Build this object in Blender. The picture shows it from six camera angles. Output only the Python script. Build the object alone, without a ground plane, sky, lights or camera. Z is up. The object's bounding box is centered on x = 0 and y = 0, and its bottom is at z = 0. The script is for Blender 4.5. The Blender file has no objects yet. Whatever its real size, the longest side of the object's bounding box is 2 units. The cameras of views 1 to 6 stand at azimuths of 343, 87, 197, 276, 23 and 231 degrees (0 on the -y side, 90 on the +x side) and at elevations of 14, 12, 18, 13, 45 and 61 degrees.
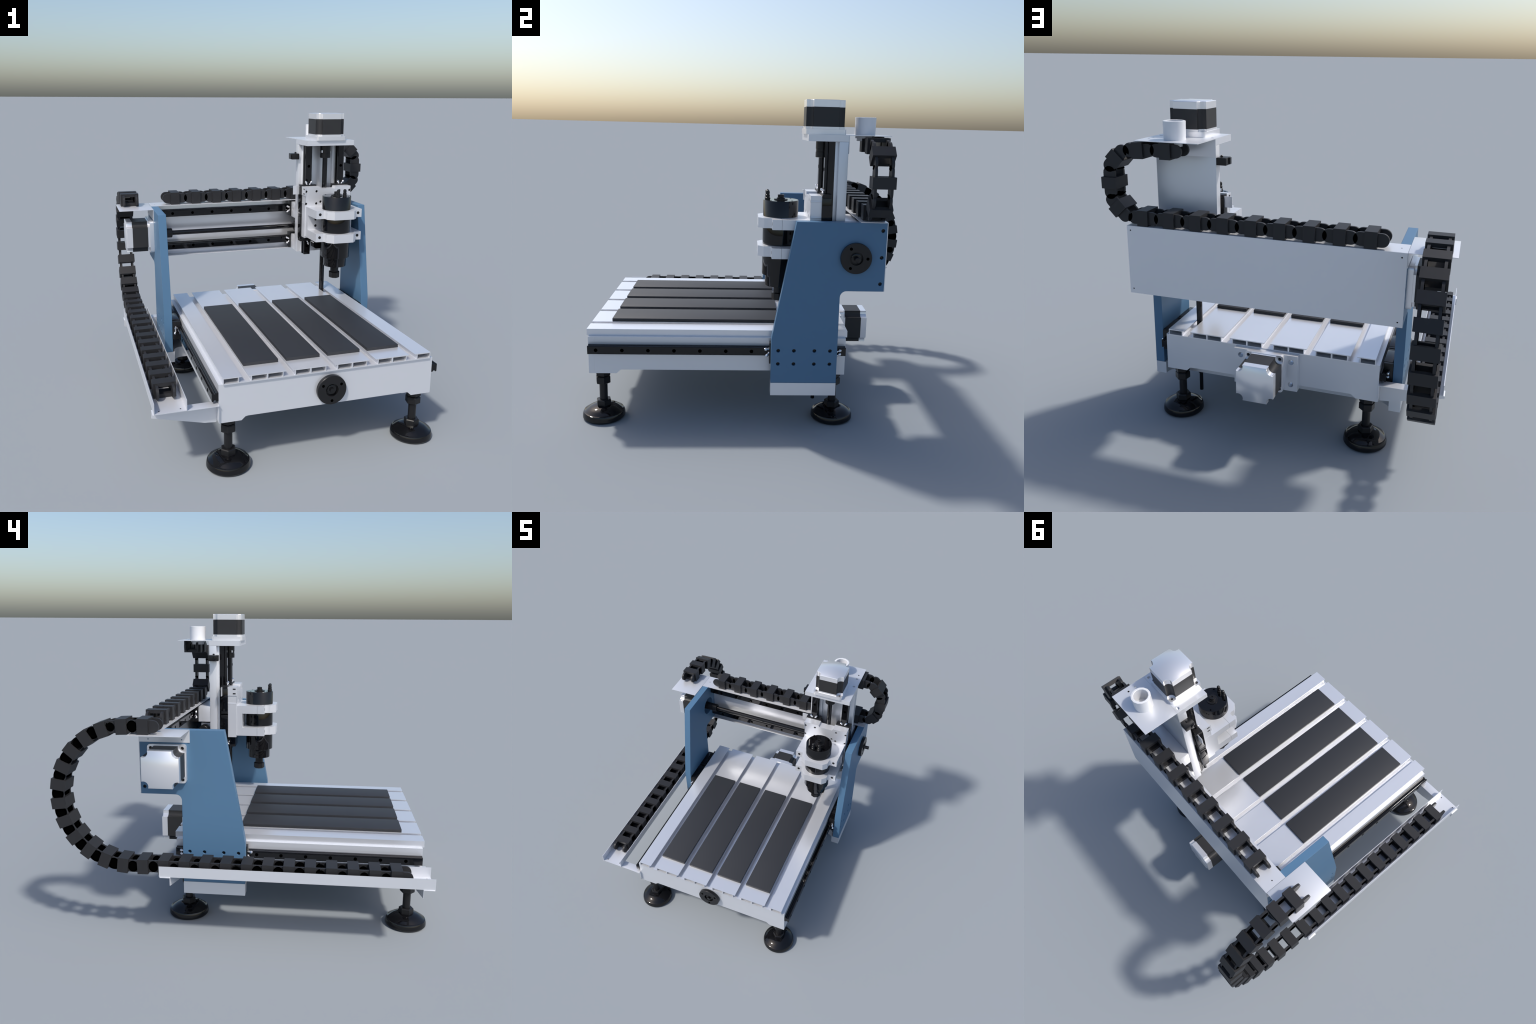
# Desktop gantry CNC router, built part by part.  Metres, z up.
import bpy, bmesh, math, random
from mathutils import Vector, Matrix
random.seed(7)
COL = bpy.context.scene.collection
PI = math.pi

# ------------------------------------------------------------------ materials
def material(name, base, rough, metal=0.0, spec=0.5, coat=0.0, grain=0.012, bump=0.0, scale=6.0, edge=0.0):
    m = bpy.data.materials.new(name); m.use_nodes = True
    nt = m.node_tree; N = nt.nodes; L = nt.links
    b = N["Principled BSDF"]
    b.inputs["Metallic"].default_value = metal
    b.inputs["Specular IOR Level"].default_value = spec
    b.inputs["Coat Weight"].default_value = coat
    tc = N.new("ShaderNodeTexCoord")
    no = N.new("ShaderNodeTexNoise"); no.inputs["Scale"].default_value = scale
    no.inputs["Detail"].default_value = 4.0
    L.new(tc.outputs["Object"], no.inputs["Vector"])
    mx = N.new("ShaderNodeMix"); mx.data_type = 'RGBA'
    mx.inputs["A"].default_value = tuple(c * (1 - grain) for c in base) + (1,)
    mx.inputs["B"].default_value = tuple(min(1, c * (1 + grain)) for c in base) + (1,)
    L.new(no.outputs["Fac"], mx.inputs["Factor"])
    L.new(mx.outputs["Result"], b.inputs["Base Color"])
    mr = N.new("ShaderNodeMapRange")
    mr.inputs["To Min"].default_value = rough * 0.97; mr.inputs["To Max"].default_value = rough * 1.03
    L.new(no.outputs["Fac"], mr.inputs["Value"])
    L.new(mr.outputs["Result"], b.inputs["Roughness"])
    last = None
    if edge > 0:
        bv = N.new("ShaderNodeBevel"); bv.samples = 6; bv.inputs["Radius"].default_value = edge
        last = bv.outputs["Normal"]
    if bump > 0:
        bp = N.new("ShaderNodeBump"); bp.inputs["Strength"].default_value = bump
        bp.inputs["Distance"].default_value = 0.002
        L.new(no.outputs["Fac"], bp.inputs["Height"])
        if last: L.new(last, bp.inputs["Normal"])
        last = bp.outputs["Normal"]
    if last: L.new(last, b.inputs["Normal"])
    return m

WHITE = material("white_powder_coat", (0.72, 0.735, 0.77), 0.35, 0.45, 0.5)
ALU = material("anodised_aluminium", (0.80, 0.81, 0.84), 0.28, 0.60, 0.5)
BLUE = material("blue_paint", (0.084, 0.176, 0.290), 0.42, 0.0, 0.3, edge=0.003)
BLACK = material("gloss_black_steel", (0.005, 0.005, 0.006), 0.04, 0.0, 0.42)
SATIN = material("satin_black_metal", (0.010, 0.010, 0.011), 0.32, 0.0, 0.35)
MOTORBLK = material("motor_black_lamination", (0.026, 0.026, 0.027), 0.45, 0.0, 0.35)
CHAIN = material("matte_black_nylon", (0.021, 0.021, 0.023), 0.5, 0.0, 0.33)
DEADBLACK = material("dead_black_inlay", (0.0008, 0.0008, 0.0008), 0.9, 0.0, 0.0)  # pure black of overlap inlays, hole discs and body screws
MAT = material("charcoal_mat", (0.025, 0.0265, 0.031), 0.55, 0.0, 0.42)
CAST = material("silver_cast_cap", (0.86, 0.86, 0.88), 0.28, 0.7, 0.5)
CHROME = material("chrome_nipple", (0.85, 0.85, 0.87), 0.12, 1.0)
PLAST = material("white_plastic", (0.70, 0.71, 0.73), 0.35, 0.0, 0.5)

# ------------------------------------------------------------------ scene graph
root = bpy.data.objects.new("milling_machine", None); COL.objects.link(root)
root["label"] = "white and blue desktop gantry milling machine with cable chains"
root["category"] = "milling machine"

def finish(bm, name, mat, parent=None, smooth=35.0):
    bmesh.ops.remove_doubles(bm, verts=bm.verts, dist=1e-6)
    bmesh.ops.recalc_face_normals(bm, faces=bm.faces)
    me = bpy.data.meshes.new(name); bm.to_mesh(me); bm.free()
    mats = mat if isinstance(mat, (list, tuple)) else [mat]
    for m in mats: me.materials.append(m)
    for p in me.polygons: p.use_smooth = True
    me.set_sharp_from_angle(angle=math.radians(smooth))
    o = bpy.data.objects.new(name, me); COL.objects.link(o)
    o.parent = parent or root
    return o

def again(o, loc=None, rot=None, parent=None):
    c = o.copy(); COL.objects.link(c)
    if loc is not None: c.location = loc
    if rot is not None: c.rotation_euler = rot
    if parent: c.parent = parent
    return c

def group(name):
    e = bpy.data.objects.new(name, None); COL.objects.link(e); e.parent = root
    return e

AX = {'x': lambda a, u, v: (a, u, v), 'y': lambda a, u, v: (u, a, v), 'z': lambda a, u, v: (u, v, a)}

# --- bmesh building blocks (added to an existing bmesh) -------------------------
def add_box(bm, x0, x1, y0, y1, z0, z1, bevel=0.0):
    vs = [bm.verts.new(p) for p in ((x0,y0,z0),(x1,y0,z0),(x1,y1,z0),(x0,y1,z0),(x0,y0,z1),(x1,y0,z1),(x1,y1,z1),(x0,y1,z1))]
    fs = [bm.faces.new([vs[i] for i in f]) for f in ((0,3,2,1),(4,5,6,7),(0,1,5,4),(1,2,6,5),(2,3,7,6),(3,0,4,7))]
    if bevel > 0:
        es = list({e for f in fs for e in f.edges})
        bmesh.ops.bevel(bm, geom=es, offset=bevel, segments=2, profile=0.6, affect='EDGES')

def add_prism(bm, axis, a0, a1, pts, holes=()):
    """Extrude a 2D outline (with optional hole outlines) along an axis."""
    f = AX[axis]
    loops = [list(pts)] + [list(h) for h in holes]
    edges = []; rings = []
    for lp in loops:
        v = [bm.verts.new(f(a0, *p)) for p in lp]
        w = [bm.verts.new(f(a1, *p)) for p in lp]
        rings.append((v, w))
        n = len(v)
        for i in range(n):
            bm.faces.new((v[i], v[(i+1) % n], w[(i+1) % n], w[i]))
    if not holes:
        bm.faces.new(rings[0][0]); bm.faces.new(rings[0][1])
    else:
        for k in (0, 1):
            es = []
            for r in rings:
                lp = r[k]
                for i in range(len(lp)):
                    es.append(bm.edges.get((lp[i], lp[(i+1) % len(lp)])))
            bmesh.ops.triangle_fill(bm, edges=es, use_beauty=True, use_dissolve=False)

def add_lathe(bm, axis, c, prof, n=40, closed=True):
    """Revolve (radius, height) pairs about an axis through c=(u,v)."""
    f = AX[axis]; rings = []
    for r, h in prof:
        if r < 1e-6: rings.append([bm.verts.new(f(h, c[0], c[1]))])
        else: rings.append([bm.verts.new(f(h, c[0]+r*math.cos(2*PI*i/n), c[1]+r*math.sin(2*PI*i/n))) for i in range(n)])
    for a, b in zip(rings, rings[1:]):
        for i in range(n):
            j = (i+1) % n
            if len(a) == 1 and len(b) == 1: continue
            if len(a) == 1: bm.faces.new((a[0], b[i], b[j]))
            elif len(b) == 1: bm.faces.new((a[i], a[j], b[0]))
            else: bm.faces.new((a[i], a[j], b[j], b[i]))
    if closed:
        for r in (rings[0], rings[-1]):
            if len(r) > 2: bm.faces.new(r)

def circle(cx, cy, r, n=20, a0=0.0):
    return [(cx+r*math.cos(a0+2*PI*i/n), cy+r*math.sin(a0+2*PI*i/n)) for i in range(n)]

def mirror_pts(half):
    """half outline for u>0 from bottom to top -> closed symmetric outline"""
    return half + [(-u, v) for u, v in reversed(half)]

# --- one-object wrappers ---------------------------------------------------------
def box(name, x0, x1, y0, y1, z0, z1, mat, parent=None, bevel=0.002):
    bm = bmesh.new(); add_box(bm, x0, x1, y0, y1, z0, z1, bevel); return finish(bm, name, mat, parent)
def prism(name, axis, a0, a1, pts, mat, parent=None, holes=()):
    bm = bmesh.new(); add_prism(bm, axis, a0, a1, pts, holes); return finish(bm, name, mat, parent)
def lathe(name, axis, c, prof, mat, parent=None, n=40):
    bm = bmesh.new(); add_lathe(bm, axis, c, prof, n); return finish(bm, name, mat, parent)

CX = 0.0465            # centre line of the table
YF, YB = -0.946, 0.412 # frame front / back
SX = 0.499             # centre line of the Z axis

# ------------------------------------------------------------------ base frame
def notch(u0, u1, zt=0.4742):
    """plate outline whose bottom edge is raised between the corner legs"""
    return [(u0,0.271),(u0+0.114,0.271),(u0+0.137,0.292),(u1-0.137,0.292),(u1-0.114,0.271),(u1,0.271),(u1,zt),(u0,zt)]
frame = group("base_frame")
prism("frame_plate", 'y', YF, YF+0.03, notch(CX-0.583, CX+0.583), WHITE, frame)
prism("frame_plate", 'y', YB-0.03, YB, notch(CX-0.583, CX+0.583), WHITE, frame)
for s in (-1, 1):
    a, b = sorted((CX+s*0.583, CX+s*0.53))
    prism("frame_beam", 'x', a, b, notch(YF+0.0302, YB-0.0302), WHITE, frame)
for x in (-0.475, 0.567):
    for y in (-0.887, 0.346):
        yy = (-0.9155, -0.83) if y < 0 else (0.296, 0.3815)
        xx = (CX-0.535, CX-0.43) if x < 0 else (CX+0.43, CX+0.535)
        box("foot_pad", *xx, *yy, 0.272, 0.30, WHITE, frame, 0.001)

# ------------------------------------------------------------------ T-slot table
def table_profile():
    zt, zl, zf, zb = 0.5095, 0.5055, 0.4795, 0.4745
    slots = [CX+0.2265*k for k in (-2, -1, 0, 1, 2)]
    x0, x1 = CX-0.563, CX+0.563
    pts = [(x0, zb), (x1, zb), (x1, zt)]
    for s in reversed(slots):
        pts += [(s+0.0165, zt), (s+0.0165, zl), (s+0.0305, zl), (s+0.0305, zf), (s-0.0305, zf), (s-0.0305, zl), (s-0.0165, zl), (s-0.0165, zt)]
    pts.append((x0, zt))
    cells = []
    def cell(a, b): cells.append([(a, zf+0.001), (b, zf+0.001), (b, zl-0.001), (a, zl-0.001)])
    w = 0.004
    cell(x0+w, slots[0]-0.0305-w); cell(slots[-1]+0.0305+w, x1-w)
    for p, q in zip(slots, slots[1:]):
        m = (p+q)/2
        cell(p+0.0305+w, m-w); cell(m+w, q-0.0305-w)
    return pts, cells
pts, cells = table_profile()
table = prism("work_table", 'y', -0.956, 0.422, pts, ALU, None, cells)
for k in range(4):
    m = CX + 0.2265*(k-1.5)
    box("spoil_board_strip", m-0.0915, m+0.0915, -0.8475, 0.0605, 0.5098, 0.5268, MAT, table, 0.0008)

# ------------------------------------------------------------------ levelling feet
def foot():
    base = lathe("leveling_foot", 'z', (0, 0), [(0,0),(0.108,0),(0.1135,0.008),(0.1125,0.026),(0.108,0.037),(0.104,0.0385),(0.1,0.041),(0.088,0.051),(0.07,0.0605),(0.05,0.067),(0.03,0.07),(0,0.07)], BLACK, None, 48)
    bm = bmesh.new(); add_lathe(bm, 'z', (0,0), [(0.0,0.06),(0.0215,0.06),(0.0215,0.25),(0,0.25)], 24); st = finish(bm, "stud", SATIN, base)
    def hexnut(name, z0, z1, r, ch):
        bm = bmesh.new(); add_prism(bm, 'z', z0, z1, circle(0, 0, r, 6, 0.3))
        top = [e for e in bm.edges if abs(e.verts[0].co.z-e.verts[1].co.z) < 1e-6]
        bmesh.ops.bevel(bm, geom=top, offset=ch, segments=1, affect='EDGES')
        return finish(bm, name, SATIN, base)
    return base, [st, hexnut("lock_nut", 0.05, 0.1, 0.041, 0.004), hexnut("lock_nut", 0.193, 0.234, 0.041, 0.004), hexnut("lock_nut", 0.238, 0.273, 0.041, 0.003)]
base, kids = foot()
places = [(x, y) for x in (-0.476, 0.567) for y in (-0.8865, 0.3605)]
base.location = (*places[0], 0)
for i, p in enumerate(places[1:]):
    nb = again(base, (*p, 0))
    for k in kids: again(k, parent=nb)

# ------------------------------------------------------------------ linear guides
def rail_profile(depth, hw=0.0225):
    d = depth
    half = [(hw, 0), (hw, d*0.30), (hw*0.72, d*0.46), (hw*0.72, d*0.64), (hw, d*0.80), (hw, d*0.93), (hw*0.86, d)]
    return [(d_, w) for w, d_ in half] + [(d_, -w) for w, d_ in reversed(half)]
def rail(name, length, depth, first, pitch=0.135):
    """rail running along local +y from 0, base at local x=0, face towards +x"""
    bm = bmesh.new()
    add_prism(bm, 'y', 0, length, [(d, w) for d, w in rail_profile(depth)])
    o = finish(bm, name, BLACK)
    y = first; n = 0; hole = None
    while y < length-0.02:
        if hole is None:
            bm = bmesh.new(); add_lathe(bm, 'x', (0, 0), [(0.0095,depth-0.002),(0.0095,depth+0.0006),(0,depth+0.0006)], 16)
            hole = finish(bm, "counterbore_disc", DEADBLACK, o); hole.location = (0, y, 0)  # flat black disc on the rail face, the hole is not bored
        else: again(hole, (0, y, 0), parent=o)
        y += pitch
    return o
yr = rail("linear_rail", 1.353, 0.0335, 0.044)
yr.location = (CX+0.583, -0.944, 0.411)
yl = rail("linear_rail", 1.353, 0.0335, 0.049)
yl.location = (CX-0.583, 0.409, 0.411); yl.rotation_euler = (0, 0, PI)
for z in (1.054, 0.830):
    r = rail("linear_rail", 1.278, 0.052, 0.10)
    # local y -> +x world, local x -> -y world
    r.matrix_world = Matrix(((0,1,0,-0.596),(-1,0,0,0.531),(0,0,1,z),(0,0,0,1)))
for s in (-1, 1):
    r = rail("linear_rail", 0.738, 0.05, 0.06)
    # local y -> +z, local x -> -y, local z -> x
    r.matrix_world = Matrix(((0,0,-1,SX+s*0.115),(-1,0,0,0.309),(0,1,0,0.766),(0,0,0,1)))

def nipple(parent, p, d):
    """small chrome grease nipple at p pointing along d"""
    bm = bmesh.new()
    add_lathe(bm, 'z', (0,0), [(0,0),(0.007,0),(0.007,0.008),(0.004,0.010),(0.004,0.013),(0.008,0.016),(0.008,0.022),(0.005,0.028),(0,0.029)], 12)
    o = finish(bm, "grease_nipple", CHROME, parent)
    o.location = p; o.rotation_mode = 'QUATERNION'
    o.rotation_quaternion = Vector(d).to_track_quat('Z', 'Y')
    return o
def bearing(x0, x1, y0, y1, z0, z1, axis):
    """recirculating carriage: steel middle with two end caps, along axis"""
    lo = [x0, y0, z0]; hi = [x1, y1, z1]; i = 'xyz'.index(axis)
    bm = bmesh.new(); a, b = list(lo), list(hi); a[i] += 0.018; b[i] -= 0.018
    add_box(bm, a[0], b[0], a[1], b[1], a[2], b[2], 0.002)
    o = finish(bm, "bearing_carriage", BLACK)
    for e in (0, 1):
        a, b = list(lo), list(hi)
        if e: a[i] = hi[i]-0.0178
        else: b[i] = lo[i]+0.0178
        for k in range(3):
            if k != i: a[k] += 0.0015; b[k] -= 0.0015
        box("bearing_cap", a[0], b[0], a[1], b[1], a[2], b[2], SATIN, o, 0.002)
    return o
for x0, x1, sx in ((CX+0.593, 0.6835, 0.670), (-0.5965, CX-0.593, -0.575)):
    for y0, y1 in ((0.003, 0.175), (0.184, 0.357)):
        o = bearing(x0, x1, y0, y1, 0.349, 0.466, 'y')
        if y0 < 0.1:
            nipple(o, (sx, y0, 0.428), (0.3*(1 if sx > 0 else -1), -1, 0)); nipple(o, (sx, y0, 0.408), (0.5*(1 if sx > 0 else -1), -0.8, -0.7))
        else:
            nipple(o, (sx, y1, 0.415), (0, 1, 0.3)); nipple(o, (sx, y1, 0.392), (0, 1, 0.5))
for z in (1.054, 0.830):
    for x0, x1 in ((0.330, 0.494), (0.503, 0.667)):
        o = bearing(x0, x1, 0.452, 0.512, z-0.056, z+0.052, 'x')
        if x0 < 0.4: nipple(o, (x0, 0.47, z+0.005), (-1, -0.3, 0.5)); nipple(o, (x0, 0.47, z-0.012), (-1, -0.4, -0.6))
for s in (-1, 1):
    xc = SX+s*0.115
    for z0, z1 in ((0.861, 1.047), (1.055, 1.244)):
        o = bearing(xc-0.056, xc+0.056, 0.2495, 0.297, z0, z1, 'z')
        if z1 > 1.2: nipple(o, (xc-0.01, 0.262, z1), (-0.5, -0.4, 1)); nipple(o, (xc+0.008, 0.262, z1), (0.6, -0.2, 0.9))
        else: nipple(o, (xc, 0.262, z0), (0.4, -0.4, -1)); nipple(o, (xc+0.03, 0.262, z0), (0.9, -0.2, -0.6))

# ------------------------------------------------------------------ gantry uprights
YZ = (0.422, 0.936)    # X-axis screw centre (y, z)
def upright_outline():
    pts = [(0.010,0.2665),(0.351,0.2665),(0.351,0.729)]
    for i in range(1, 6):
        a = PI - i*PI/12
        pts.append((0.384+0.033*math.cos(a), 0.730+0.033*math.sin(a)))
    pts += [(0.384,0.763),(0.573,0.763),(0.573,1.1135),(0.1215,1.1135),(0.010,0.504)]
    return pts
bolts = [(y, z) for z in (0.442, 0.370) for y in (0.046, 0.127, 0.233, 0.314)]
back_bolts = [(0.553, 1.075), (0.553, 0.938), (0.553, 0.802)]
for side in (-1, 1):
    x0, x1 = (-0.645, -0.5965) if side < 0 else (0.684, 0.733)
    holes = [circle(y, z, 0.0098, 14) for y, z in bolts+back_bolts]
    if side < 0: holes.append(circle(*YZ, 0.072, 40))
    u = prism("gantry_upright", 'x', x0, x1, upright_outline(), BLUE, None, holes)
    first = None
    for y, z in bolts+back_bolts:
        xa, xb = (x0+0.014, x0+0.03) if side < 0 else (x1-0.03, x1-0.014)
        xo = xa if side < 0 else xb; d = 1 if side < 0 else -1
        if first is None:
            bm = bmesh.new(); add_lathe(bm, 'x', (0, 0), [(0.0096, xa),(0.0096, xb)] if d < 0 else [(0.0096, xb),(0.0096, xa)], 14)
            first = finish(bm, "socket_bolt", SATIN, u); first.location = (0, y, z)
        else: again(first, (0, y, z), parent=u)

# H-shaped base plate that ties the two uprights together under the table
def yoke_outline():
    cx, w, yin = 0.044, 0.630, (0.0805, 0.2805)      # centre, half distance to the block's inner edge
    r = 0.056
    corner = [(-w + r*(1-math.cos(a)), math.sin(a)*r) for a in [i*PI/12 for i in range(7)]]
    left_front = [(cx+x, yin[0]-r+y) for x, y in corner]
    left_back = [(cx+x, yin[1]+r-y) for x, y in corner]
    half = [(cx-0.689,0.351),(cx-0.689,0.010),(cx-w,0.010)] + left_front
    half2 = list(reversed(left_back)) + [(cx-w,0.351)]
    right = [(2*cx-x, y) for x, y in reversed(half)]
    right2 = [(2*cx-x, y) for x, y in reversed(half2)]
    return half + right + right2 + half2
prism("gantry_yoke", 'z', 0.197, 0.2655, yoke_outline(), WHITE)

# ------------------------------------------------------------------ gantry beam
beam = box("gantry_beam", -0.596, 0.6835, 0.531, 0.5725, 0.7665, 1.110, ALU, None, 0.001)
sc_holes = [circle(x, z, 0.004, 10) for x in (-0.621, 0.714) for z in (0.787, 1.094)]
prism("cover_panel", 'y', 0.5735, 0.577, [(-0.645,0.763),(0.733,0.763),(0.733,1.1165),(-0.645,1.1165)], WHITE, beam, sc_holes)
prism("cover_panel", 'z', 1.1137, 1.1168, [(-0.644,0.441),(0.732,0.441),(0.732,0.5733),(-0.644,0.5733)], WHITE, beam, [circle(x, 0.508, 0.004, 10) for x in (-0.61, 0.70)])
box("cover_panel", -0.596, 0.6835, 0.487, 0.5733, 0.763, 0.7662, WHITE, beam, 0.0004)
for x in (-0.621, 0.714):
    for z in (0.787, 1.094): lathe("cover_screw", 'y', (x, z), [(0.0042,0.5738),(0.0042,0.576),(0,0.576)], SATIN, beam, 10)
for x in (-0.61, 0.70): lathe("cover_screw", 'z', (x, 0.508), [(0.0042,1.1142),(0.0042,1.116),(0,1.116)], SATIN, beam, 10)

# ------------------------------------------------------------------ drive screws
lathe("lead_screw", 'x', YZ, [(0,-0.60),(0.0155,-0.60),(0.0155,0.70),(0.013,0.705),(0.013,0.794),(0.011,0.796),(0,0.796)], BLACK, None, 24)
lathe("shaft_coupling", 'x', YZ, [(0,-0.66),(0.031,-0.66),(0.031,-0.556),(0.0295,-0.555),(0.0295,-0.553),(0.031,-0.552),(0.031,-0.517),(0.028,-0.514),(0,-0.514)], SATIN, None, 28)
lathe("lead_screw", 'y', (0.0475, 0.3755), [(0,-0.975),(0.013,-0.975),(0.013,-0.93),(0.0155,-0.925),(0.0155,0.44),(0,0.44)], BLACK, None, 24)
zs = lathe("lead_screw", 'z', (SX, 0.262), [(0,0.077),(0.0105,0.077),(0.0105,0.188),(0.0165,0.19),(0.0165,1.45),(0,1.45)], BLACK, None, 24)
lathe("shaft_coupling", 'z', (SX, 0.262), [(0,1.42),(0.033,1.42),(0.035,1.422),(0.035,1.448),(0.0335,1.449),(0.0335,1.463),(0.035,1.464),(0.035,1.504),(0,1.504)], SATIN, None, 28)
box("coupling_screw", SX-0.0355, SX-0.028, 0.235, 0.247, 1.455, 1.470, CHROME, None, 0.001)

# ball nut of the X axis
lathe("ball_nut", 'x', YZ, [(0,0.346),(0.03,0.346),(0.034,0.35),(0.034,0.47),(0,0.47)], SATIN, None, 28)

# ------------------------------------------------------------------ hand wheels / bearing discs
def wheel(axis, c, a0, d):
    """round bearing cover: disc at a0 with outward direction d"""
    T = 0.023
    o = lathe("hand_wheel", axis, c, [(0,a0),(0.077,a0),(0.0785,a0+d*0.002),(0.0785,a0+d*(T-0.002)),(0.077,a0+d*T),(0.034,a0+d*T),(0.034,a0+d*0.008),(0,a0+d*0.008)], SATIN, None, 56)
    lathe("retaining_nut", axis, c, [(0.016,a0+d*0.006),(0.026,a0+d*0.006),(0.026,a0+d*0.016),(0.022,a0+d*0.018),(0.016,a0+d*0.018)], BLACK, o, 12)
    for k in range(3):
        a = -PI/2 + 2*PI*k/3 if axis == 'y' else 2*PI*k/3
        lathe("screw_hole_disc", axis, (c[0]+0.057*math.cos(a), c[1]+0.057*math.sin(a)), [(0.0078,a0+d*(T-0.004)),(0.0078,a0+d*(T+0.0006)),(0,a0+d*(T+0.0006))], DEADBLACK, o, 14)  # raised black disc stands in for the hole, wheel stays solid
    return o
wheel('y', (0.0475, 0.3755), YF, -1)
wheel('x', YZ, 0.733, 1)

# ------------------------------------------------------------------ stepper motors
def motor_outline(h=0.098, seg=0.0635, n=6, k=1.0):
    r = h-seg; pts = []
    for q in range(4):
        c, s = math.cos(q*PI/2), math.sin(q*PI/2)
        for i in range(n+1):
            # concave notch about the corner (h,h)
            a = PI*1.5 - i*(PI/2)/n
            rr = r*(1 + 0.16*math.sin(2*(a-PI)))
            x, y = h + rr*math.cos(a), h + rr*math.sin(a)
            x, y = x*k, y*k
            pts.append((c*x - s*y, s*x + c*y))
    return pts
def rounded_square(h, r, n=4):
    pts = []
    for q in range(4):
        for i in range(n+1):
            a = q*PI/2 + i*(PI/2)/n
            sx, sy = (1, -1, -1, 1)[q], (1, 1, -1, -1)[q]
            pts.append((sx*(h-r)+r*math.cos(a), sy*(h-r)+r*math.sin(a)))
    return pts
def stepper_motor():
    """mounting face at local z=0, cap towards +z"""
    fl = None
    corner = [(sx*0.0845, sy*0.0845) for sx in (-1,1) for sy in (-1,1)]
    bm = bmesh.new()
    add_prism(bm, 'z', 0, 0.026, rounded_square(0.1035, 0.016), [circle(x, y, 0.009, 12) for x, y in corner])
    add_prism(bm, 'z', 0.0262, 0.0375, motor_outline(0.0995, 0.066))
    fl = finish(bm, "stepper_motor", CAST)
    prism("motor_body", 'z', 0.0378, 0.1345, motor_outline(), MOTORBLK, fl)
    bm = bmesh.new(); rings = []
    for k, z in ((1.0,0.1348),(1.0,0.1685),(0.988,0.1703),(0.90,0.1706),(0.75,0.1709),(0.5,0.1711),(0.25,0.1713)):
        rings.append([bm.verts.new((x, y, z)) for x, y in motor_outline(k=k)])
    for a, b in zip(rings, rings[1:]):
        for i in range(len(a)): bm.faces.new((a[i], a[(i+1) % len(a)], b[(i+1) % len(b)], b[i]))
    bm.faces.new(rings[0]); bm.faces.new(rings[-1])
    cap = finish(bm, "motor_cap", CAST, fl, 40)
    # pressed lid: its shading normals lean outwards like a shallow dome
    me = cap.data; ln = []
    for p in me.polygons:
        for vi in p.vertices:
            c = me.vertices[vi].co
            ln.append(Vector((c.x*4.2, c.y*4.2, 1)).normalized() if p.normal.z > 0.8 else p.normal.copy())
    me.normals_split_custom_set(ln)
    ks = []
    for x, y in corner:
        bm = bmesh.new(); add_lathe(bm, 'z', (x, y), [(0.0088,0.002),(0.0088,0.016),(0,0.016)], 12)
        ks.append(finish(bm, "mounting_screw", SATIN, fl))
    return fl, [c for c in fl.children]
mot, mk = stepper_motor()
mk = list(mot.children)
mot.location = (0.4995, 0.2635, 1.5385)
m2 = again(mot, (-0.6455, YZ[0], YZ[1]), (0, -PI/2, 0))
m3 = again(mot, (0.0465, 0.4522, 0.3755), (-PI/2, 0, 0))
for k in mk:
    again(k, parent=m2); again(k, parent=m3)

# plate that carries the table-axis motor
bh = [(x, z) for x in (CX-0.1365, CX+0.1365) for z in (0.311, 0.438)]
mb = prism("motor_bracket", 'y', YB+0.0005, 0.452, [(CX-0.172,0.275),(CX+0.172,0.275),(CX+0.172,0.474),(CX-0.172,0.474)], WHITE, None, [circle(x, z, 0.0145, 18) for x, z in bh])
for x, z in bh: lathe("socket_bolt", 'y', (x, z), [(0.0142,0.414),(0.0142,0.430),(0.008,0.430),(0.008,0.424),(0,0.424)], CHROME, mb, 16)

# ------------------------------------------------------------------ Z column
ZX0, ZX1 = SX-0.164, SX+0.164
col = box("tool_column", ZX0, ZX1, 0.325, 0.371, 0.772, 1.505, WHITE, None, 0.0015)
for s in (-1, 1):
    xc = SX+s*0.115
    box("rail_pad", *sorted((xc+s*0.0235, xc-s*0.042)), 0.3085, 0.3248, 0.772, 1.5045, WHITE, col, 0.001)
for z0, z1 in ((0.999, 1.103), (0.773, 0.876)):
    box("carriage_block", ZX0+0.0015, ZX1-0.0015, 0.3712, 0.4515, z0, z1, WHITE, col, 0.001)
box("nut_housing", SX-0.08, SX+0.08, 0.3712, 0.449, 0.895, 0.978, WHITE, col, 0.002)
lathe("cover_screw", 'y', (0.393, 1.471), [(0.006,0.3705),(0.006,0.3716),(0,0.3716)], SATIN, col, 12)
zh = [(0.36, 0.352), (0.638, 0.352)]
zp = prism("column_cap_plate", 'z', 1.5055, 1.5382, [(ZX0,0.171),(ZX1,0.171),(ZX1,0.3715),(ZX0,0.3715)], WHITE, None, [circle(x, y, 0.0095, 14) for x, y in zh])
for x, y in zh: lathe("socket_bolt", 'z', (x, y), [(0.0093,1.51),(0.0093,1.53),(0.005,1.53),(0.005,1.526),(0,1.526)], CHROME, zp, 14)
sh = [(0.632, 0.447), (0.632, 0.493)]
shelf = prism("cable_shelf", 'z', 1.5357, 1.5384, [(ZX0,0.3722),(ZX1,0.3722),(ZX1,0.583),(ZX0,0.583)], WHITE, None, [circle(x, y, 0.006, 12) for x, y in sh])
box("shelf_flange", ZX0, ZX1, 0.3722, 0.3748, 1.447, 1.5356, WHITE, shelf, 0.0005)
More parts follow.
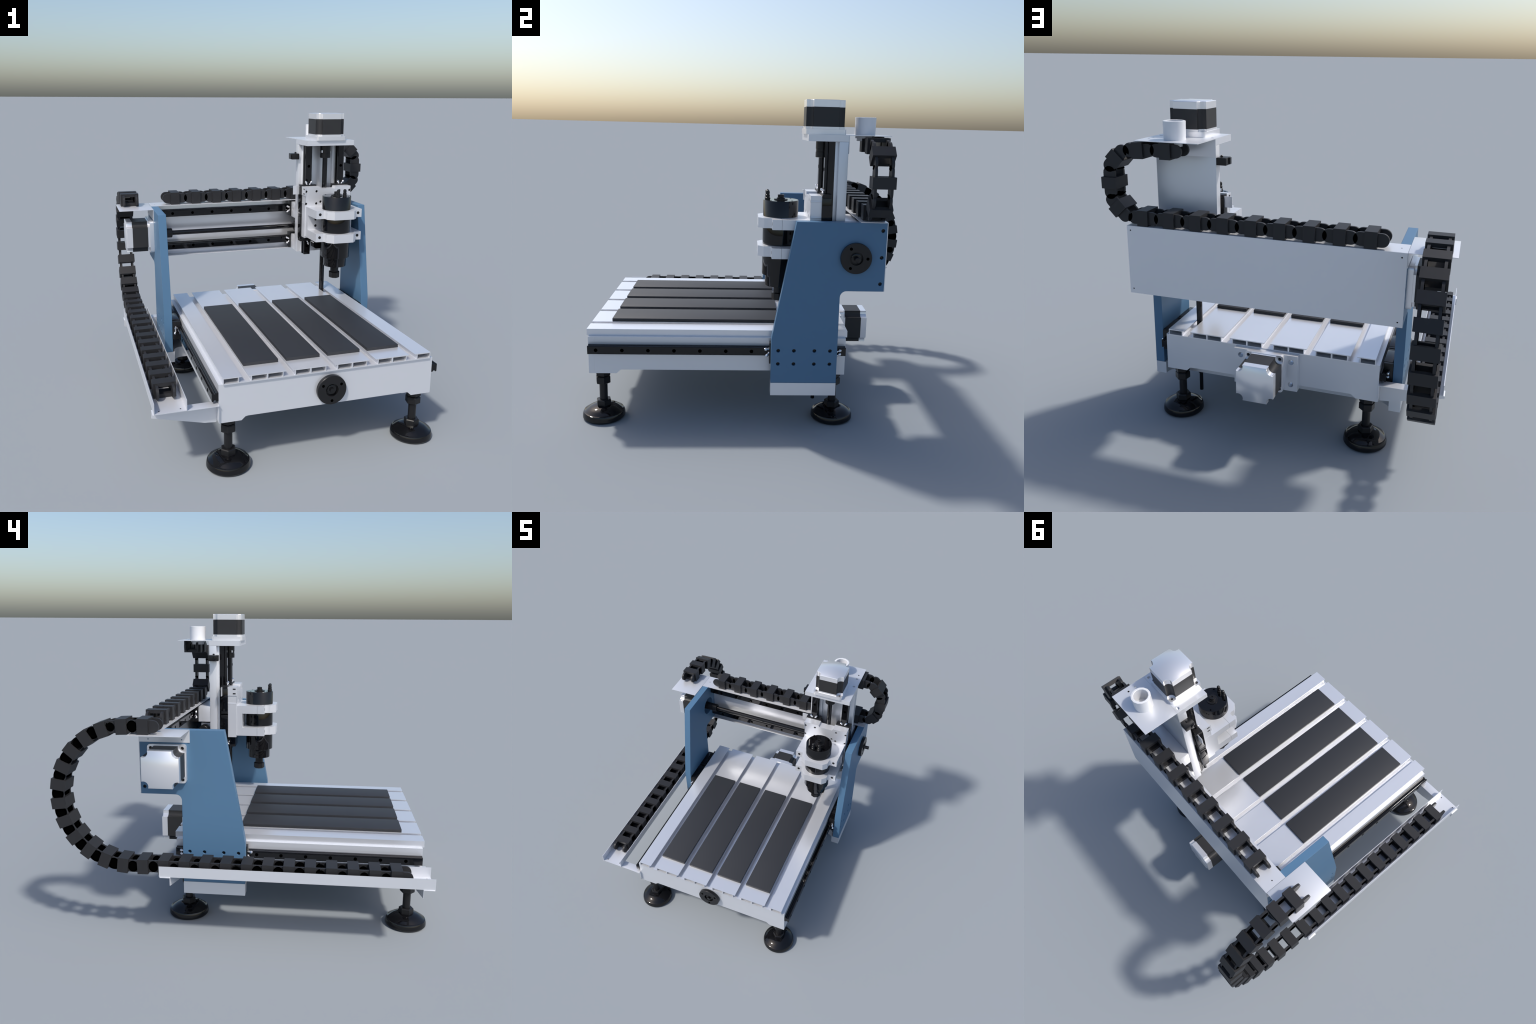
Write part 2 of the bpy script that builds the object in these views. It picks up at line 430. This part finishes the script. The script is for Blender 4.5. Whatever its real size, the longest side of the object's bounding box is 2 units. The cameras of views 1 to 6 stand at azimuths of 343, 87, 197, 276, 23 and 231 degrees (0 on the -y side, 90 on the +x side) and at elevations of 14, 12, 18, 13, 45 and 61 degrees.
lathe("cable_gland", 'z', (0.500, 0.480), [(0.035,1.5405),(0.053,1.5385),(0.0545,1.627),(0.052,1.628),(0.043,1.628),(0.041,1.6265),(0.041,1.545),(0.0,1.545)], PLAST, shelf, 14)
lathe("gland_nut", 'z', (0.500, 0.480), [(0,1.5356),(0.05,1.5356),(0.05,1.522),(0.042,1.5215),(0.042,1.508),(0,1.508)], PLAST, shelf, 12)

# ------------------------------------------------------------------ Z carriage, spindle mount
zc_holes = [(x, z) for z in (1.207, 1.126) for x in (SX-0.155, SX-0.082, SX+0.082, SX+0.155)]+[(SX-0.052, 1.137), (SX+0.052, 1.137)]
zc_holes = [(x, z) for x, z in zc_holes]
zc = prism("tool_carriage", 'y', 0.193, 0.2492, [(SX-0.162,0.897),(SX+0.162,0.897),(SX+0.162,1.2355),(SX+0.055,1.2355),(SX+0.05,1.222),(SX-0.05,1.222),(SX-0.055,1.2355),(SX-0.162,1.2355)], WHITE, None, [circle(x, z, 0.0085, 14) for x, z in zc_holes])
for x, z in zc_holes: lathe("socket_bolt", 'y', (x, z), [(0.0083,0.215),(0.0083,0.199),(0.0045,0.199),(0.0045,0.204),(0,0.204)], SATIN, zc, 12)

bk_holes = [(SX-0.1, 1.028), (SX-0.1, 0.985), (SX+0.1, 1.028), (SX+0.1, 0.985)]
mount = prism("spindle_mount", 'y', 0.153, 0.1928, [(SX-0.1575,0.908),(SX+0.1575,0.908),(SX+0.1575,1.110),(SX-0.1575,1.110)], WHITE, None, [circle(x, z, 0.0095, 14) for x, z in bk_holes])
for x, z in bk_holes: lathe("socket_bolt", 'y', (x, z), [(0.0093,0.18),(0.0093,0.160),(0.005,0.160),(0.005,0.165),(0,0.165)], SATIN, mount, 12)
SP = (SX, 0.053)
def arc_pts(r, a0, a1, n):
    return [(SP[0]+r*math.cos(a0+(a1-a0)*i/n), SP[1]+r*math.sin(a0+(a1-a0)*i/n)) for i in range(n+1)]
rear = [(SX-0.1575,0.1528),(SX-0.1575,0.0536)] + [(x, max(y, 0.0536)) for x, y in arc_pts(0.0925, PI, 0, 20)] + [(SX+0.1575,0.0536),(SX+0.1575,0.1528)]
fr = [(SX-0.1575,0.0524)] + [(SX-0.1575,0.004),(SX-0.106,0.004),(SX-0.100,-0.004),(SX-0.098,-0.030),(SX-0.062,-0.066),(SX+0.072,-0.066),(SX+0.100,-0.036),(SX+0.101,-0.004),(SX+0.107,0.004),(SX+0.1575,0.004),(SX+0.1575,0.0524)] + [(x, min(y, 0.0524)) for x, y in arc_pts(0.0925, 0, -PI, 20)]
for z0, z1 in ((1.058, 1.110), (0.908, 0.962)):
    bm = bmesh.new(); add_prism(bm, 'z', z0, z1, rear); finish(bm, "clamp_arm", WHITE, mount)
    bm = bmesh.new(); add_prism(bm, 'z', z0, z1, fr); c = finish(bm, "clamp_cap", WHITE, mount)
    for s in (-1, 1):
        lathe("clamp_bolt", 'y', (SX+s*0.132, (z0+z1)/2+0.002), [(0.0095,0.006),(0.0095,0.0034),(0.0,0.0034)], SATIN, mount, 14)

spin = lathe("spindle", 'z', SP, [(0,0.797),(0.0915,0.797),(0.0925,0.80),(0.0925,1.194),(0.0915,1.1955),(0,1.1955)], BLACK, None, 64)
lathe("spindle_nose", 'z', SP, [(0,0.735),(0.0725,0.735),(0.074,0.738),(0.074,0.7968),(0,0.7968)], BLACK, spin, 48)
lathe("spindle_shaft", 'z', SP, [(0,0.69),(0.027,0.69),(0.027,0.7348),(0,0.7348)], SATIN, spin, 24)
lathe("collet_nut", 'z', SP, [(0,0.651),(0.03,0.651),(0.037,0.656),(0.037,0.690),(0.03,0.6935),(0,0.6935)], SATIN, spin, 8)
lathe("cable_socket", 'z', SP, [(0,1.1957),(0.036,1.1957),(0.036,1.2),(0.022,1.2005),(0.022,1.206),(0.017,1.207),(0.017,1.222),(0.009,1.223),(0.009,1.218),(0,1.218)], SATIN, spin, 12)
for x in (0.478, 0.522):
    lathe("hose_barb", 'z', (x, -0.018), [(0,1.1957),(0.0135,1.1957),(0.0135,1.207),(0.011,1.209),(0.0118,1.222),(0.0095,1.224),(0.011,1.235),(0.009,1.243),(0.004,1.2465),(0,1.2465)], SATIN, spin, 14)
for k in range(4):
    a = PI/4 + k*PI/2
    lathe("body_screw", 'z', (SP[0]+0.078*math.cos(a), SP[1]+0.078*math.sin(a)), [(0.005,1.1957),(0.005,1.1962),(0,1.1962)], DEADBLACK, spin, 10)

# nut of the Z screw
lathe("ball_nut", 'z', (SX, 0.262), [(0,0.80),(0.018,0.80),(0.034,0.815),(0.034,0.85),(0.045,0.852),(0.045,0.868),(0.034,0.869),(0.034,0.9),(0,0.9)], BLACK, None, 24)

box("nut_block", SX-0.068, SX+0.068, 0.2135, 0.306, 0.812, 0.895, BLACK, None, 0.002)

# limit switch parts
ls = box("limit_switch", 0.282, 0.3342, 0.308, 0.372, 1.408, 1.446, SATIN, None, 0.003)
box("switch_cover", 0.276, 0.2818, 0.312, 0.336, 1.410, 1.444, BLACK, ls, 0.002)
lathe("switch_button", 'z', (0.318, 0.34), [(0,1.446),(0.007,1.446),(0.007,1.452),(0.004,1.455),(0,1.455)], SATIN, ls, 12)
bm = bmesh.new()
add_prism(bm, 'z', 1.178, 1.236, [(0.3368,0.187),(0.3368,0.289),(0.286,0.289),(0.286,0.2855),(0.3333,0.2855),(0.3333,0.187)])
fb = finish(bm, "switch_flag", WHITE)
for z in (1.192, 1.222): box("slot_patch", 0.3326, 0.334, 0.197, 0.216, z-0.004, z+0.004, SATIN, fb, 0)  # thin dark plates laid on the sheet for slots, nothing cut through

# ------------------------------------------------------------------ cable tray (left side)
t = 0.0032
trp = [(-0.8515,0.3745),(-0.694,0.3745),(-0.694,0.4315),(-0.694-t,0.4315),(-0.694-t,0.3745+t),(-0.8515+t,0.3745+t),(-0.8515+t,0.4315),(-0.8515,0.4315)]
tray = prism("cable_tray", 'y', -0.968, 0.4345, trp, WHITE)
for x in (-0.825, -0.722):
    for y in (-0.945,): lathe("tray_screw", 'z', (x, y), [(0.004,0.3776),(0.004,0.3782),(0,0.3782)], SATIN, tray, 10)
for yw, d in ((-0.909, -1), (0.374, 1)):
    y0, y1 = sorted((yw, yw+d*0.057))
    b = box("tray_bracket", -0.857, -0.5372, y0, y1, 0.3712, 0.3742, WHITE, None, 0.0008)
    ya, yb = sorted((yw-d*0.0, yw+d*0.003))
    prism("bracket_web", 'y', ya, yb, [(-0.857,0.371),(-0.857,0.331),(-0.60,0.267),(-0.547,0.263),(-0.5405,0.265),(-0.5405,0.371)], WHITE, b)
    box("bracket_foot", -0.5403, -0.5372, *sorted((yw+d*0.0032, yw+d*0.05)), 0.283, 0.371, WHITE, b, 0.0005)

# shelf on the left upright for the chain end
sl = box("cable_shelf", -0.8575, -0.6455, 0.302, 0.5745, 1.1142, 1.1168, WHITE, None, 0.0005)
fh = [(0.525, 1.062), (0.345, 1.062)]
prism("shelf_flange", 'x', -0.6485, -0.6456, [(0.302,1.047),(0.5745,1.047),(0.5745,1.114),(0.302,1.114)], WHITE, sl, [circle(y, z, 0.0035, 10) for y, z in fh])

# ------------------------------------------------------------------ drag chains
def chain_link():
    """u (local x) along the chain, v (local y) across, w (local z) up"""
    bm = bmesh.new()
    hw, hh, hl, th, ts = 0.057, 0.0395, 0.0285, 0.020, 0.0105
    add_prism(bm, 'x', -hl, hl, [(-hw,-hh),(hw,-hh),(hw,hh),(-hw,hh)], [[(-hw+ts,-hh+th),(hw-ts,-hh+th),(hw-ts,hh-th),(-hw+ts,hh-th)]])
    c, r = 0.0500, 0.0318
    out = [(c+r*math.cos(-PI/2+PI*i/10), r*math.sin(-PI/2+PI*i/10)) for i in range(11)]
    return bm, out, c, r
def make_links():
    bm, out, c, r = chain_link()
    full = out + [(-x, z) for x, z in reversed(out)]
    for s in (-1, 1):
        a, b = sorted((s*0.0462, s*0.0335))
        add_prism(bm, 'y', a, b, [(x, z*1.0) for x, z in full])
    return finish(bm, "chain_link", CHAIN)
def lens(hw, hh):
    """lens outline of the black overlap between coplanar side plates"""
    n = 10; pts = []
    R = (hw*hw+hh*hh)/(2*hw); th = math.asin(min(1, hh/R)) if hw < hh else PI/2
    for i in range(n+1):
        a = -th + 2*th*i/n
        pts.append((R*math.cos(a)-(R-hw), R*math.sin(a)))
    return pts + [(-x, z) for x, z in reversed(pts[1:-1])]
def make_overlap(hw, hh):  # black inlays added to copy the coplanar-face render fault, not real pins
    bm = bmesh.new()
    for s in (-1, 1):
        a, b = sorted((s*0.0328, s*0.0470))
        add_prism(bm, 'y', a, b, lens(hw, hh))
    return finish(bm, "overlap_lens", DEADBLACK)
LINK = make_links()
LENS_WIDE = make_overlap(0.0215, 0.0235)
LENS_SLIM = make_overlap(0.010, 0.0245)
used = set()
def put(o, parent, M):
    if o.name not in used: used.add(o.name); c = o; c.parent = parent
    else: c = again(o, parent=parent)
    c.matrix_world = M
def chain(pivots, frame_of, overlap):
    g = group("drag_chain")
    for p, q in zip(pivots, pivots[1:]):
        put(LINK, g, frame_of((p[0]+q[0])/2, (p[1]+q[1])/2, math.atan2(q[1]-p[1], q[0]-p[0])))
    for i in range(1, len(pivots)-1):
        p, c, q = pivots[i-1], pivots[i], pivots[i+1]
        put(overlap, g, frame_of(c[0], c[1], math.atan2(q[1]-p[1], q[0]-p[0])))
    return g

# table-axis chain: lies in the tray, loops up behind, ends on the left shelf (plane y-z)
XA = -0.775
def frameA(y, z, a):
    c, s = math.cos(a), math.sin(a)
    return Matrix(((0,1,0,XA),(c,0,-s,y),(s,0,c,z),(0,0,0,1)))
pitch = 0.1087
piv = [(0.4695-pitch*k, 0.4175) for k in range(12, -1, -1)]
piv += [(0.591+0.3725*math.cos(math.radians(a)), 0.7868+0.3725*math.sin(math.radians(a))) for a in [-91.2+15.42*k for k in range(0, 12)]]
piv += [(0.554, 1.1570), (0.4475, 1.1570)]
chain(piv, frameA, LENS_WIDE)
# cross-axis chain: lies on the beam, loops up to the shelf of the Z column (plane x-z)
YB_ = 0.516
def frameB(x, z, a):
    c, s = math.cos(a), math.sin(a)
    return Matrix(((c,0,-s,x),(0,1,0,YB_),(s,0,c,z),(0,0,0,1)))
piv = [(0.718-0.1408*k, 1.1570) for k in range(9, -1, -1)]
g2 = chain(piv, frameB, LENS_SLIM)
for x, z, a in ((0.784,1.198,47),(0.8215,1.322,90),(0.783,1.444,134),(0.656,1.489,178),(0.511,1.4925,180)):
    put(LINK, g2, frameB(x, z, math.radians(a)))
for x, z, a in ((0.718,1.157,20),(0.811,1.254,68),(0.811,1.393,112),(0.717,1.489,156),(0.581,1.4945,180)):
    put(LENS_SLIM, g2, frameB(x, z, math.radians(a)))

bpy.context.view_layer.update()
